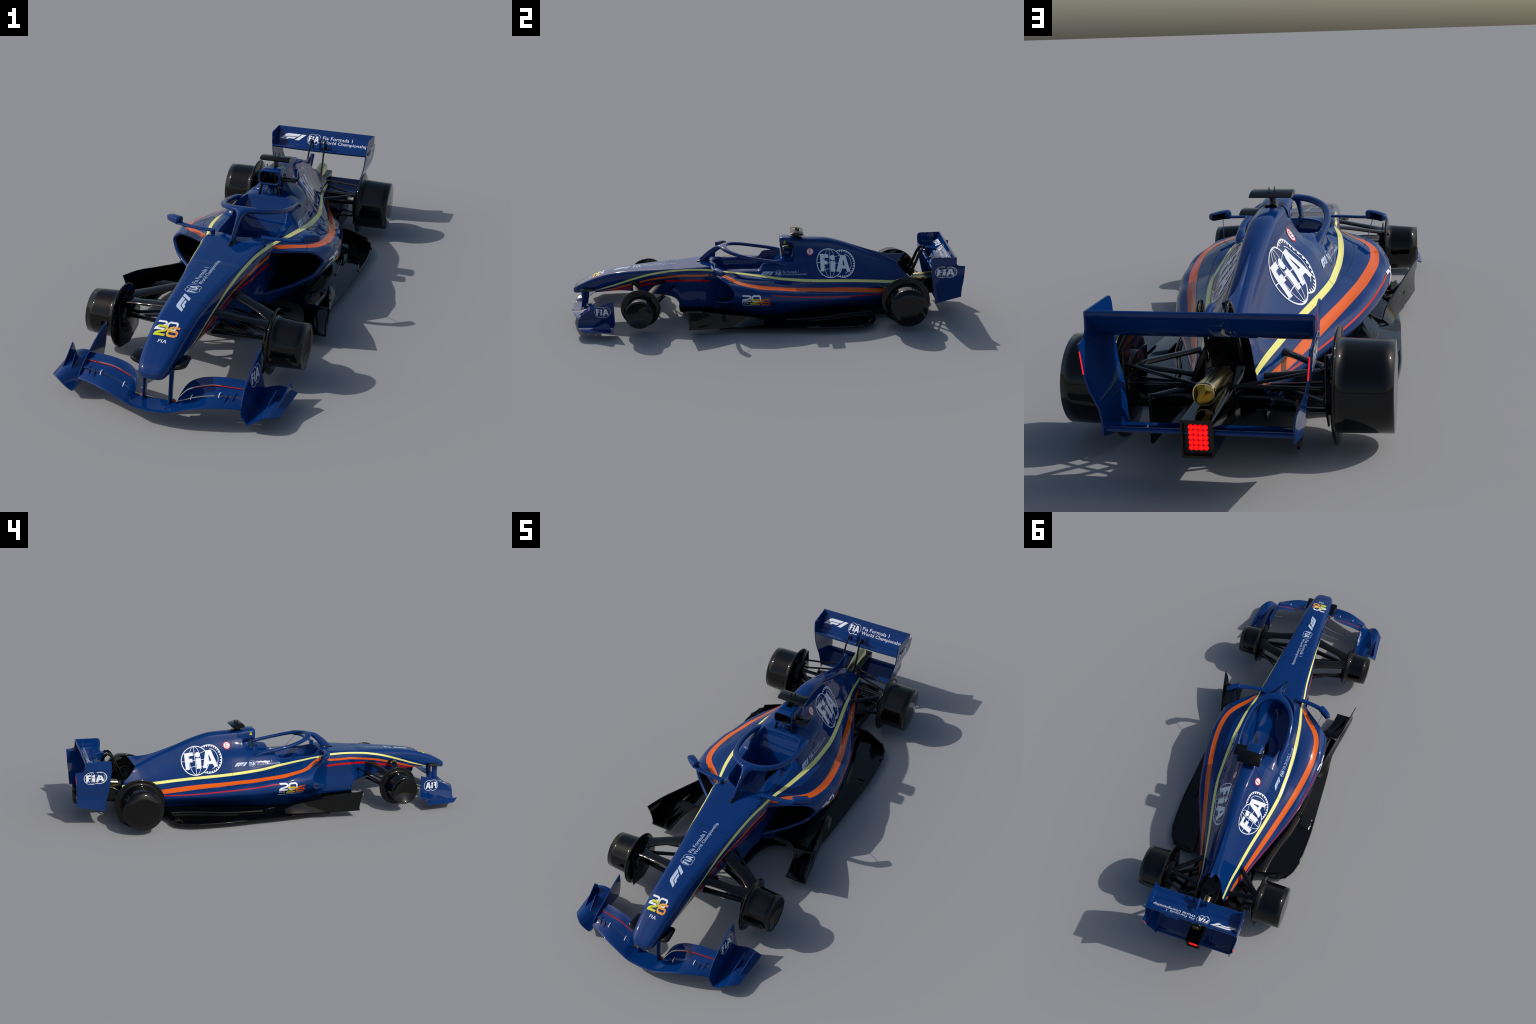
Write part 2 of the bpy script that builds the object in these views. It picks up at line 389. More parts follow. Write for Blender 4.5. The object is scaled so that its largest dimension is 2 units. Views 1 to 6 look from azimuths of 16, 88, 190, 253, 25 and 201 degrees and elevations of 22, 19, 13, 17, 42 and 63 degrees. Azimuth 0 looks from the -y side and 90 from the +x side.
# ------------------------------------------------------------------ air box above the cockpit
def rrect(y, hx, z0, z1, r, n=6, shear=0.):
    pts = []
    cx, cz = hx - r, (z1 - z0) / 2 - r; zm = (z0 + z1) / 2
    for q, (sx, sz) in enumerate(((1, 1), (-1, 1), (-1, -1), (1, -1))):
        for k in range(n + 1):
            a = math.pi / 2 * (q + k / n)
            z = zm + sz * cz + r * math.sin(a)
            pts.append((sx * cx + r * math.cos(a), y + shear * (z - zm), z))
    return pts
airbox = group("air_box")
rings = [rrect(.0835, .0335, .3585, .3985, .0125, shear=-.02), rrect(.0815, .0350, .3565, .4010, .0135, shear=-.02), rrect(.0815, .0375, .3540, .4035, .0150, shear=-.02), rrect(.0835, .0395, .3520, .4055, .0165, shear=-.02),
         rrect(.100, .0405, .3510, .4060, .0180), rrect(.128, .0400, .3480, .4045, .0190), rrect(.142, .0405, .3420, .4030, .020), rrect(.156, .041, .33, .4017, .02), rrect(.175, .040, .32, .3995, .022)]
loft("air_box_shell", rings, BLUE, airbox, caps=False, angle=60)
rings = [rrect(.0835, .0335, .3585, .3985, .0125, shear=-.02), rrect(.10, .032, .360, .397, .012), rrect(.15, .028, .362, .395, .012)]
loft("air_box_duct", rings + [[(0, .151, .38)] * 28], DARK, airbox, caps=False)
for sx in (1, -1):
    sweep("roll_hoop_strut", [(sx * .037, .094, .309), (sx * .030, .0925, .34), (sx * .021, .0905, .372), (sx * .012, .0895, .399)], .0042, .0055, BLACK, airbox, 12, up=(0, 1, 0))
rings = []
for t in np.linspace(0, 1, 7):
    rr = math.cos(t * math.pi / 2)
    rings.append([(.024 * rr * math.cos(a), .122 + .03 * rr * math.sin(a), .316 + .031 * math.sin(t * math.pi / 2)) for a in np.linspace(0, 2 * math.pi, 24, endpoint=False)])
loft("hoop_fairing", rings, BLUE, airbox, caps=True)

# roof camera and side camera
cam = group("camera_pod")
def wingbar(name, x0, x1, y0, y1, zl, zt, mat, parent, skew=0., th=.0):
    prof = [(0, .35), (.05, .75), (.18, .97), (.5, 1.0), (.8, .8), (1, .42), (1, .3), (.75, .08), (.4, 0), (.12, .02), (.02, .15)]
    rings = []
    for x, k in ((x0, .75), (x0 + math.copysign(.003, x1 - x0), 1), (x1 - math.copysign(.003, x1 - x0), 1), (x1, .75)):
        ym, zm = (y0 + y1) / 2, (zl + zt) / 2
        rings.append([(x, ym + ((y0 + (y1 - y0) * a) - ym) * (.96 + .04 * k), zm + ((zl + (zt - zl) * b) - zm) * k - th * (a - .5)) for a, b in prof])
    return loft(name, rings, mat, parent, True, 35)
wingbar("camera_bar", -.054, .054, .138, .203, .4195, .4365, BLACK, cam, th=.004)
sweep("camera_mast", [(0, .165, .395), (0, .166, .41), (0, .168, .424)], [.009, .0075, .010], [.020, .014, .016], BLACK, cam, 14, up=(0, 1, 0))
loft("camera_foot", [[(x * 1, y, .3985 - (y - .13) * .04) for x, y in ((-.014, .122), (.014, .122), (.018, .198), (-.018, .198))], [(x, y, .405 - (y - .13) * .04) for x, y in ((-.011, .130), (.011, .130), (.013, .19), (-.013, .19))]], BLACK, cam, angle=20)
for sx in (-.006, .006):
    plate("aerial", [(sx, .160 + (sx > 0) * .01, .434), (sx, .172 + (sx > 0) * .01, .434), (sx, .170 + (sx > 0) * .01, .4465), (sx, .164 + (sx > 0) * .01, .4465)], (1, 0, 0), .0016, BLACK, cam, bevel=0)
side_cam = group("camera_pod")
wingbar("camera_bar", .034, .092, .092, .148, .3655, .3795, BLACK, side_cam, th=.003)
for x in (.05, .072):
    box("camera_lens", (x - .006, .0905, .369), (x + .006, .095, .3765), DARK, side_cam, .001)

# ------------------------------------------------------------------ halo
halo = group("halo")
ring_c = [(0, -.210, .3555), (.030, -.2035, .3540), (.058, -.1855, .3495), (.082, -.157, .3430), (.099, -.118, .3345), (.1085, -.07, .3245), (.1125, -.02, .3155), (.112, .025, .3080), (.108, .060, .3010), (.1035, .092, .2890), (.097, .125, .272)]
half_pts = spline(ring_c, 5, True)
full = np.vstack([half_pts[::-1] * np.array([-1, 1, 1]), half_pts[1:]])
kk = np.abs(full[:, 0]) + (full[:, 1] > -.1) * 1 + (full[:, 1] > .03) * (full[:, 1] - .03) * 10
wv = np.interp(kk, [0, .02, .06, .1, 1.2, 1.7], [.0185, .017, .0125, .0100, .0095, .014])
hv = np.interp(kk, [0, .05, .1, 1.2, 1.7], [.0090, .0088, .0085, .0085, .012])
sweep("halo_ring", full, wv, hv, BLUE, halo, 18, power=2.4)
# centre pillar that flares into the ring on both sides
pill = spline([(0, -.318, .277), (0, -.298, .300), (0, -.272, .3255), (0, -.248, .344), (0, -.226, .3535), (0, -.203, .3560)], 6)
pk = np.linspace(0, 1, len(pill))
pw = np.interp(pk, [0, .35, .55, .7, .82, .92, 1], [.0055, .0066, .0090, .0140, .023, .036, .050])
ph = np.interp(pk, [0, .3, .6, .8, 1], [.0215, .0175, .0135, .0100, .0075])
sweep("halo_pillar", pill, pw, ph, BLUE, halo, 20)
sweep("halo_foot", [(0, -.349, .2785), (0, -.340, .2795), (0, -.31, .2815), (0, -.285, .283), (0, -.276, .283)], [.003, .008, .0095, .008, .003], [.002, .0035, .0045, .0035, .002], BLACK, halo, 14)

# ------------------------------------------------------------------ mirrors
def mirror_part(s):
    g = group("mirror", None)
    arm = spline([(s * .083, -.2635, .2905), (s * .13, -.2605, .2905), (s * .175, -.254, .2900), (s * .212, -.243, .2915)], 4)
    sweep("mirror_arm", arm, np.interp(np.linspace(0, 1, len(arm)), [0, .5, 1], [.0115, .0105, .012]), .0038, BLUE, g, 12, power=3)
    sweep("mirror_bracket", [(s * .084, -.264, .27), (s * .084, -.264, .2935)], .0045, .0105, BLUE, g, 10, up=(0, 1, 0), power=4)
    pod = spline([(s * .204, -.246, .2985), (s * .213, -.241, .2995), (s * .232, -.229, .2985), (s * .250, -.215, .2960), (s * .2575, -.208, .2945)], 4)
    k = np.linspace(0, 1, len(pod))
    sweep("mirror_housing", pod, np.interp(k, [0, .12, .5, .85, 1], [.010, .0155, .015, .0125, .007]), np.interp(k, [0, .12, .5, .85, 1], [.009, .0135, .0125, .0105, .006]), BLUE, g, 16, power=3.4)
    plate("mirror_glass", [(s * .2125, -.2245, .3085), (s * .2475, -.1995, .3040), (s * .2475, -.1995, .2885), (s * .2125, -.2245, .2885)], (s * .55, .8, 0), .002, BLACK, g, bevel=0)
    sweep("mirror_stay", [(s * .2215, -.222, .29), (s * .2065, -.158, .235)], .0011, .0011, BLUE, g, 6, up=(1, 0, 0))
for s in (1, -1): mirror_part(s)

# ------------------------------------------------------------------ nose cameras
for s in (1, -1):
    nc = spline([(s * .035, -.912, .150), (s * .055, -.910, .155), (s * .076, -.908, .1605)], 3)
    sweep("nose_camera", nc, [.030, .034, .035, .035, .035, .034, .030], [.006, .0085, .0095, .0095, .009, .0085, .006], BLACK, None, 14, power=3)

# ------------------------------------------------------------------ front wing
fw = group("nose_wing")
LE = f1([(0, -1.0000), (.05, -.998), (.1, -.988), (.15, -.974), (.2, -.9535), (.24, -.9365)])
LEz = f1([(0, .0440), (.04, .0465), (.08, .0560), (.12, .0650), (.16, .0690), (.2, .0675), (.24, .0610)])
TE0 = f1([(0, -.934), (.055, -.938), (.075, -.944), (.1, -.934), (.175, -.920), (.24, -.911)])
TE0z = f1([(0, .0475), (.05, .049), (.075, .062), (.1, .0685), (.14, .0775), (.175, .0815), (.24, .0815)])
def wing_section(le, te, th, camber, n=9):
    """closed aerofoil ring between leading and trailing edge points."""
    le = np.array(le); te = np.array(te); d = te - le; L = np.linalg.norm(d)
    up = np.array([0, -d[2], d[1]]) / L
    t = (1 - np.cos(np.linspace(0, math.pi, n))) / 2
    half_t = th * L * (1.4845 * np.sqrt(t) - .63 * t - 1.758 * t**2 + 1.4215 * t**3 - .518 * t**4) + .0004
    cam_l = -camber * L * 4 * t * (1 - t)
    top = [le + d * a + up * (c + h) for a, c, h in zip(t, cam_l, half_t)]
    bot = [le + d * a + up * (c - h) for a, c, h in zip(t, cam_l, half_t)]
    return np.array(top + bot[::-1])
xs = np.linspace(-.236, .236, 61)
loft("main_plane", [wing_section((x, LE(abs(x)), LEz(abs(x))), (x, TE0(abs(x)), TE0z(abs(x))), .10, .05) for x in xs], BLUE, fw, True, 60)
F1l = [f1([(.062, -.947), (.078, -.9455), (.1, -.934), (.175, -.920), (.24, -.912)]), f1([(.062, .0595), (.078, .0655), (.1, .0715), (.175, .0850), (.24, .0865)])]
F1t = [f1([(.062, -.936), (.078, -.912), (.1, -.9035), (.157, -.8925), (.24, -.884)]), f1([(.062, .0640), (.078, .0770), (.1, .0840), (.157, .0950), (.24, .0945)])]
F2t = [f1([(.062, -.932), (.07, -.905), (.088, -.887), (.12, -.874), (.17, -.8645), (.24, -.8545)]), f1([(.062, .0680), (.07, .0855), (.088, .0985), (.12, .1065), (.17, .1100), (.24, .1045)])]
for s in (1, -1):
    fx = np.concatenate([np.linspace(.062, .1, 14), np.linspace(.105, .234, 18)])
    loft("wing_flap", [wing_section((s * x, F1l[0](x), F1l[1](x)), (s * x, F1t[0](x), F1t[1](x)), .11, .05) for x in fx], BLUE, fw, True, 60)
    loft("wing_flap", [wing_section((s * x, F1t[0](x) + .0015, F1t[1](x) + .0035), (s * x, F2t[0](x), F2t[1](x)), .10, .05) for x in fx], BLUE, fw, True, 60)
    # red line along the upper slot
    pts = [(s * x, F1t[0](x) - .0008, F1t[1](x) + .0018) for x in np.linspace(.09, .231, 20)]
    sweep("slot_stripe", pts, np.interp(np.linspace(0, 1, 20), [0, .15, .85, 1], [.0004, .0016, .0016, .0008]), .0012, RED, fw, 8)
    # pylons from the nose
    py = spline([(s * .040, -.928, .150), (s * .0385, -.929, .125), (s * .0375, -.932, .09), (s * .038, -.9365, .06), (s * .0385, -.9395, .0455)], 4)
    sweep("wing_pylon", py, .0048, np.interp(np.linspace(0, 1, len(py)), [0, .4, .8, 1], [.0175, .0145, .0125, .0155]), BLUE, fw, 14, up=(0, 1, 0))
    box("pylon_clip", (min(s * .036, s * .052), -.938, .0475), (max(s * .036, s * .052), -.930, .0515), ORANGE, fw, .0008)
    # slot brackets and little vanes
    for x in (.098, .172):
        p = np.array([(s * x, F1l[0](x) - .010, F1l[1](x) - .002), (s * x, F1l[0](x) - .004, F1l[1](x) + .005), (s * x, F1l[0](x) + .006, F1l[1](x) + .0055)])
        sweep("slot_bracket", spline(p, 3), .0009, .0012, WHITE, fw, 6, up=(1, 0, 0))
    for x, hgt in ((.188, .010), (.207, .016)):
        y0 = LE(x) + .02
        plate("turning_vane", [(s * x, y0, TE0z(x) - .006), (s * (x + .005), y0 + .022, TE0z(x) - .001), (s * (x + .007), y0 + .026, TE0z(x) + hgt)], (1, 0, 0), .0016, BLUE, fw, bevel=0)
    # endplate: swept vertical panel
    top = spline([(s * .2375, -.9365, .050), (s * .2355, -.930, .075), (s * .2335, -.905, .098), (s * .2325, -.86, .121), (s * .233, -.80, .1445), (s * .234, -.756, .157)], 5)
    bot = spline([(s * .256, -.9385, .021), (s * .2545, -.925, .0225), (s * .2525, -.89, .0265), (s * .2505, -.85, .030), (s * .249, -.80, .033), (s * .248, -.754, .0355)], 5)
    G = [[a + (b - a) * t + np.array([s * (-.004) * math.sin(t * math.pi), 0, 0]) for t in np.linspace(0, 1, 9)] for a, b in zip(bot, top)]
    sheet("endplate", G, .0035, BLUE, fw)
    # outer foot plate: dives from the fold up over a hump to the outer edge
    G = []
    for k in np.linspace(0, 1, 14):
        a = bot[int(round(k * (len(bot) - 1)))]
        yo = -.8985 + k * (.146); xo = .3335 + .0115 * k
        rowp = []
        for t in np.linspace(0, 1, 13):
            x = abs(a[0]) + (xo - abs(a[0])) * t
            y = a[1] + (yo - a[1]) * t
            y -= (1 - k) * .018 * math.sin(t * math.pi)
            z = a[2] + (.0375 - a[2]) * t + (.017 * (1 - k) + .014 * k) * math.sin(t * math.pi) ** 1.2 * (.75 + .5 * t)
            rowp.append((s * x, y, z))
        G.append(rowp)
    sheet("foot_plate", G, .0035, BLUE, fw)
    # short outer strakes standing on the foot plate
    plate("foot_strake", [(s * .3175, -.879, .043), (s * .329, -.765, .043), (s * .3315, -.768, .066), (s * .330, -.782, .085)], (1, -.1, 0), .0028, BLUE, fw)
    plate("foot_strake", [(s * .287, -.892, .040), (s * .302, -.80, .048), (s * .302, -.815, .066), (s * .3015, -.822, .0735)], (1, -.15, 0), .0028, BLUE, fw)

# ------------------------------------------------------------------ wheels (bare rims)
def revolve(profile, x_dir, n=72):
    rings = []
    for x, r in profile:
        rings.append([(x_dir * x, r * math.cos(a), r * math.sin(a)) for a in np.linspace(0, 2 * math.pi, n, endpoint=False)])
    return rings
def wheel(s, cy, cz, xd, xf, rd, rf, rbase, hub, bulge):
    g = group("wheel", None, (0, cy, cz))
    loft("rim_flange", revolve([(xd - .004, rd * .55), (xd - .004, rd * .97), (xd - .002, rd * .995), (xd, rd), (xd + .002, rd * .99), (xd + .003, rd * .95), (xd + .003, rbase * .9)], s), RIM, g, True, 50)
    # barrel and face share soft normals across the outer edge
    loft("rim_barrel", revolve([(xd + .0031, rbase + .012), (xd + .0031, rbase), (xd + .022, rbase + (rf - rbase) * .2), (xf - .022, rbase + (rf - rbase) * .8), (xf, rf)] + ([(xf + .0001, rf * .55), (xf + .0001, .0005)] if not bulge else [(xf + bulge * (1 - (k / 5) ** 2) , rf * k / 5 + .0005) for k in (4.6, 4, 3, 2, 1, 0)]), s), RIM, g, False, 180)
    loft("brake_drum", revolve([(hub, rd * .42), (hub + .003, rd * .50), (xd - .010, rd * .52), (xd - .003, rd * .52)], s, 48), BLACK, g, True, 40)
    return g
for s in (1, -1):
    w = wheel(s, -.6235, .1185, .2365, .333, .0985, .0675, .0735, .210, -.026)
    plate("duct_panel", [(s * .224, -.07, -.075), (s * .222, .0, -.088), (s * .222, .07, -.06), (s * .2215, .085, .0), (s * .2225, .06, .06), (s * .2235, 0, .083), (s * .2245, -.06, .06)], (1, 0, 0), .003, BLACK, w)
    w = wheel(s, .7035, .1226, .2225, .3365, .1222, .0938, .0965, .196, 0)
    plate("duct_panel", [(s * .206, -.06, -.075), (s * .205, .04, -.075), (s * .2045, .085, -.01), (s * .205, .075, .092), (s * .206, .03, .065), (s * .207, -.085, .05)], (1, 0, 0), .004, BLACK, w)

# ------------------------------------------------------------------ suspension
sus = group("suspension")
def arm(name, a, b, chord, thick, flat=(0, 0, 1)):
    a = np.array(a, float); b = np.array(b, float)
    pts = [a + (b - a) * t for t in np.linspace(0, 1, 8)]
    k = np.linspace(0, 1, 8)
    sweep(name, pts, np.interp(k, [0, .15, .85, 1], [chord * 1.15, chord, chord, chord * 1.1]), np.interp(k, [0, .2, 1], [thick * 1.3, thick, thick]), BLACK, sus, 14, up=flat)
for s in (1, -1):
    # broad Y-shaped upper wishbone: two blade legs that join in a web at the upright
    for leg, ch in (([(s * .064, -.6635, .1985), (s * .085, -.6600, .1965), (s * .13, -.6525, .1895), (s * .180, -.6440, .1825), (s * .205, -.6370, .1785), (s * .232, -.6290, .1730)], [.0245, .0208, .0185, .0195, .0250, .0320]),
                    ([(s * .074, -.5265, .2055), (s * .095, -.5350, .2025), (s * .14, -.5530, .1940), (s * .185, -.5720, .1840), (s * .208, -.5830, .1790), (s * .232, -.5960, .1735)], [.0265, .0238, .0215, .0222, .0260, .0320])):
        P = spline(leg, 4)
        sweep("suspension_arm", P, np.interp(np.linspace(0, 1, len(P)), np.linspace(0, 1, len(ch)), ch), np.interp(np.linspace(0, 1, len(P)), [0, .15, .8, 1], [.0075, .0056, .0058, .0075]), BLACK, sus, 16)
    sweep("wheel_upright", [(s * .205, -.610, .172), (s * .222, -.612, .163), (s * .236, -.618, .150)], [.020, .034, .036], [.006, .011, .02], BLACK, sus, 14)
    arm("suspension_arm", (s * .054, -.6525, .1285), (s * .225, -.6265, .1255), .0125, .0042)
    arm("suspension_arm", (s * .076, -.520, .118), (s * .222, -.572, .108), .009, .0042)
    sweep("push_rod", spline([(s * .066, -.590, .142), (s * .085, -.603, .138), (s * .12, -.616, .133), (s * .17, -.622, .128)], 3), np.interp(np.linspace(0, 1, 10), [0, .3, 1], [.013, .006, .0045]), .0036, BLACK, sus, 10)
    arm("track_rod", (s * .087, -.465, .1745), (s * .225, -.556, .152), .0042, .0036)
    arm("track_rod", (s * .073, -.507, .1430), (s * .225, -.540, .134), .0045, .0036)
    sweep("arm_cap", [(s * .0885, -.4605, .1765), (s * .0865, -.472, .172)], .0058, .0058, BLACK, sus, 10)
    arm("suspension_arm", (s * .088, .592, .1545), (s * .198, .694, .1540), .0115, .0052)
    arm("suspension_arm", (s * .070, .722, .1435), (s * .198, .706, .1530), .0105, .0050)
    sweep("wheel_upright", [(s * .185, .699, .154), (s * .21, .701, .149), (s * .225, .703, .14)], [.016, .022, .03], [.007, .014, .03], BLACK, sus, 14)
    arm("suspension_arm", (s * .03, .832, .158), (s * .212, .757, .174), .0048, .0036)
    arm("suspension_arm", (s * .04, .80, .1500), (s * .207, .758, .132), .0048, .0040)
    arm("drive_shaft", (s * .03, .71, .112), (s * .21, .704, .120), .009, .009)
    arm("suspension_arm", (s * .06, .60, .085), (s * .212, .69, .070), .010, .0045)
    arm("suspension_arm", (s * .06, .75, .085), (s * .212, .71, .070), .010, .0045)

# ------------------------------------------------------------------ floor
floor = group("floor")
FO = f1([(-.381, .336), (-.287, .322), (-.19, .303), (-.158, .2995), (-.122, .302), (-.068, .3075), (.0, .3125), (.065, .316), (.19, .323), (.295, .328), (.40, .325), (.444, .321), (.49, .308), (.516, .294), (.54, .268), (.553, .23)])
body_edge = f1([(-.25, .118), (-.2, .145), (-.1, .19), (-.03, .21), (.08, .208), (.2, .18), (.3, .148), (.4, .12), (.5, .102), (.6, .09)])
ridge_x = f1([(-.25, .165), (-.1, .225), (0., .25), (.07, .255), (.2, .249), (.27, .2375), (.31, .2295), (.41, .198), (.48, .183), (.54, .176), (.56, .175)])
def floor_z(x, y):
    """black ramp beside the body, a step at the ridge line, then the flat outer panel (lower towards the rear)."""
    o = FO(y); rx = ridge_x(y)
    ramp = .0515 - .006 * np.clip((x - body_edge(y)) / max(rx - body_edge(y), .01), 0, 1)
    t = np.clip((x - rx) / max(o - rx, .01), 0, 1)
    back = np.clip((y - .205) / .012, 0, 1) if x < .262 or x > .312 else np.clip((y - .262) / .012, 0, 1)
    low = (.0430 - .014 * t) * (1 - back) + (.0305 - .003 * t) * back
    if y < -.05:
        low += .030 * min(1, (-.05 - y) / .18) * (1 - t ** 3)
        ramp = max(ramp, low)
    step = 1 / (1 + math.exp(-(x - rx) / .0025))
    return ramp * (1 - step) + low * step
def slab(name, fy, y0, y1, xi, xo, zf, thick, n=50, m=18, both=True):
    G = []
    for y in np.linspace(y0, y1, n):
        G.append([(x, y, zf(x, y)) for x in np.linspace(xi(y), xo(y), m)])
    G = np.array(G)
    k = G.shape[0] * G.shape[1]
    low = G.copy(); low[:, :, 2] = np.minimum(low[:, :, 2] - thick, .5)
    fs = grid_faces(*G.shape[:2]); Rr, Cc = G.shape[:2]
    edge = [c for c in range(Cc)] + [r * Cc + Cc - 1 for r in range(1, Rr)] + [(Rr - 1) * Cc + c for c in range(Cc - 2, -1, -1)] + [r * Cc for r in range(Rr - 2, 0, -1)]
    side = [(edge[i], edge[(i + 1) % len(edge)], edge[(i + 1) % len(edge)] + k, edge[i] + k) for i in range(len(edge))]
    if both: side = [f for f in side if not all(abs(np.vstack([G.reshape(-1, 3), low.reshape(-1, 3)])[i][0]) < 1e-6 for i in f)]
    return mesh_object(name, np.vstack([G.reshape(-1, 3), low.reshape(-1, 3)]), fs + [tuple(i + k for i in f[::-1]) for f in fs] + side, BLACK, floor, 35, mirror=True)
slab("floor_board", None, -.233, .553, lambda y: 0., FO, floor_z, .005, 130, 90)
arch = f1([(-.381, .2555), (-.324, .2495), (-.27, .2345), (-.25, .222), (-.2332, .204)])
slab("floor_entry", None, -.381, -.2332, arch, FO, lambda x, y: .0455 + .026 * min(1, (y + .381) / .13) ** 1.5, .008, 24, 10, False)
keel = f1([(-.446, .045), (-.442, .070), (-.435, .083), (-.396, .092), (-.328, .1), (-.274, .118), (-.25, .14), (-.237, .162), (-.2332, .185)])
slab("splitter", None, -.446, -.2332, lambda y: 0., keel, lambda x, y: .0505 - .006 * (x / .1) ** 2 if x < .1 else .0445, .014, 30, 12)
box("plank", (-.05, -.43, .024), (.05, .56, .036), BLACK, floor, .002)
for s in (1, -1):
    # tall side fence at the floor entry
    bo = spline([(s * .3345, -.3765, .038), (s * .3215, -.287, .034), (s * .2995, -.16, .032), (s * .292, -.08, .032), (s * .285, -.01, .030)], 6)
    to = spline([(s * .3455, -.3915, .1390), (s * .3280, -.31, .1290), (s * .3065, -.22, .1080), (s * .284, -.13, .0870), (s * .268, -.06, .070), (s * .262, -.01, .050)], 6)
    to = to[np.linspace(0, len(to) - 1, len(bo)).round().astype(int)]
    G = [[a + (b - a) * t + np.array([-s * .006 * math.sin(t * math.pi) * (1 - i / len(bo)), 0, 0]) for t in np.linspace(0, 1, 8)] for i, (a, b) in enumerate(zip(bo, to))]
    sheet("entry_fence", G, .004, BLACK, floor)
    # inner turning fences in the channel
    for x0, x1, h in ((.280, .225, .030), (.306, .255, .034)):
        G = [[(s * (x0 + (x1 - x0) * k), -.365 + .16 * k, .042 + (h * (1 - .4 * k)) * t) for t in (0, .5, 1)] for k in np.linspace(0, 1, 8)]
        sheet("entry_vane", G, .0025, BLACK, floor)
    # twin ridge along the step, raised rim and small flicks at the rear outer edge
    for dx in (-.004, .004):
        rp = [(s * (ridge_x(y) + dx), y, .0475) for y in np.linspace(.10, .552, 30)]
        sweep("floor_ridge", rp, .0022, .0032, BLACK, floor, 8)
    sweep("floor_edge_rim", [(s * (FO(y) - .003), y, .0290) for y in np.linspace(.20, .55, 30)], .0035, .0036, BLACK, floor, 8)
    for y in (.445, .490, .525):
        x = FO(y)
        plate("floor_flick", [(s * (x - .012), y - .018, .030), (s * (x + .004), y - .004, .030), (s * (x - .004), y + .012, .030), (s * (x - .018), y + .008, .030)], (0, 0, 1), .006, BLACK, floor, bevel=0)
    plate("floor_panel", [(s * .13, .545, .030), (s * .255, .545, .030), (s * .292, .512, .030), (s * .292, .512, .046), (s * .20, .556, .056), (s * .13, .556, .056)], (0, 1, 0), .004, BLACK, floor)
# diffuser
dz = f1([(.50, .036), (.6, .052), (.7, .085), (.79, .124)])
dw = f1([(.50, .130), (.6, .140), (.79, .150)])
G = [[(x * dw(y), y, dz(y) - .012 * abs(x) ** 6) for x in np.linspace(-1, 1, 21)] for y in np.linspace(.5, .79, 22)]
sheet("diffuser_roof", G, .005, BLACK, floor)
for s in (1, -1):
    G = [[(s * dw(y), y, (.018 - .002 * (y - .5)) + (dz(y) - .018) * t) for t in np.linspace(0, 1, 5)] for y in np.linspace(.52, .792, 12)]
    sheet("diffuser_fence", G, .006, BLACK, floor)

# ------------------------------------------------------------------ gearbox, exhaust, rain light
rear = group("tail_structure")
def rbox(y, cx, hx, z0, z1, r=.008): return rrect(y, hx, z0, z1, r, 4)
loft("gearbox_case", [rbox(.62, 0, .06, .05, .20), rbox(.70, 0, .055, .055, .19), rbox(.77, 0, .042, .07, .165), rbox(.83, 0, .034, .085, .152)], BLACK, rear, angle=40)
loft("crash_structure", [rbox(.80, 0, .034, .08, .158, .01), rbox(.88, 0, .031, .082, .156, .008), rbox(.985, 0, .0305, .082, .155, .004), rbox(.9945, 0, .0305, .082, .155, .004), rbox(.9945, 0, .0265, .087, .150, .003), rbox(.985, 0, .0255, .088, .149, .003)], BLACK, rear, angle=30)
ex = spline([(0, .775, .1625), (0, .82, .1675), (0, .88, .1745), (0, .932, .1805)], 4)
rings = []
for k, p in enumerate(ex):
    rr = .0195 + .0022 * k / (len(ex) - 1)
    rings.append([(p[0] + rr * math.copysign(abs(math.cos(a)) ** .82, math.cos(a)), p[1] + .04 * rr * math.sin(a), p[2] + rr * 1.04 * math.copysign(abs(math.sin(a)) ** .82, math.sin(a))) for a in np.linspace(0, 2 * math.pi, 32, endpoint=False)])
tip = np.array(rings[-1]); c0 = tip.mean(axis=0)
for sc, dy in ((.965, .002), (.87, .002), (.84, -.004), (.82, -.03), (.5, -.045)): rings.append((tip - c0) * sc + c0 + np.array([0, dy, 0]))
loft("exhaust_pipe", rings, GOLD, rear, caps=True, angle=45)
light = group("rain_light", rear)
box("lamp_backing", (-.0257, .980, .0878), (.0257, .9855, .1492), DARK, light, 0)
lampm = None
for i in range(4):
    for j in range(5):
        cx, cz = (i - 1.5) * .0090, .1190 + (j - 2) * .0098
        if lampm is None:
            prof_l = [(.0, .0049), (.0022, .0046), (.0036, .0031), (.0041, .0001)]
            rings = [[(r * math.cos(a), x, r * math.sin(a)) for a in np.linspace(0, 2 * math.pi, 16, endpoint=False)] for x, r in prof_l]
            ob = loft("lamp", rings, LAMP, light, True, 60); lampm = ob.data
        else:
            ob = link(bpy.data.objects.new("lamp", lampm), light)
        ob.location = (cx, .9852, cz)

# ------------------------------------------------------------------ rear wing
rw = group("tail_wing")
def prof_loft(name, pts, x0, x1, mat, parent, n=9, bow=0.):
    P = spline([(0, a, b) for a, b in pts], 5, closed=True)
    rings = []
    for t in np.linspace(-1, 1, n):
        x = x0 + (x1 - x0) * (t + 1) / 2
        rings.append([(x, p[1], p[2] - bow * (1 - t * t)) for p in P])
    return loft(name, rings, mat, parent, True, 50)
prof_loft("main_plane", [(.8305, .2840), (.833, .2868), (.842, .2862), (.855, .2835), (.870, .2815), (.870, .2803), (.855, .2770), (.842, .2760), (.833, .2785)], -.203, .203, BLUE, rw, 9, .003)
prof_loft("wing_flap", [(.8665, .2805), (.869, .2850), (.885, .2835), (.905, .2905), (.922, .3030), (.937, .3185), (.9525, .3415), (.9535, .3405), (.9395, .3165), (.925, .2995), (.908, .2855), (.888, .2765), (.871, .2760)], -.208, .208, BLUE, rw, 9)
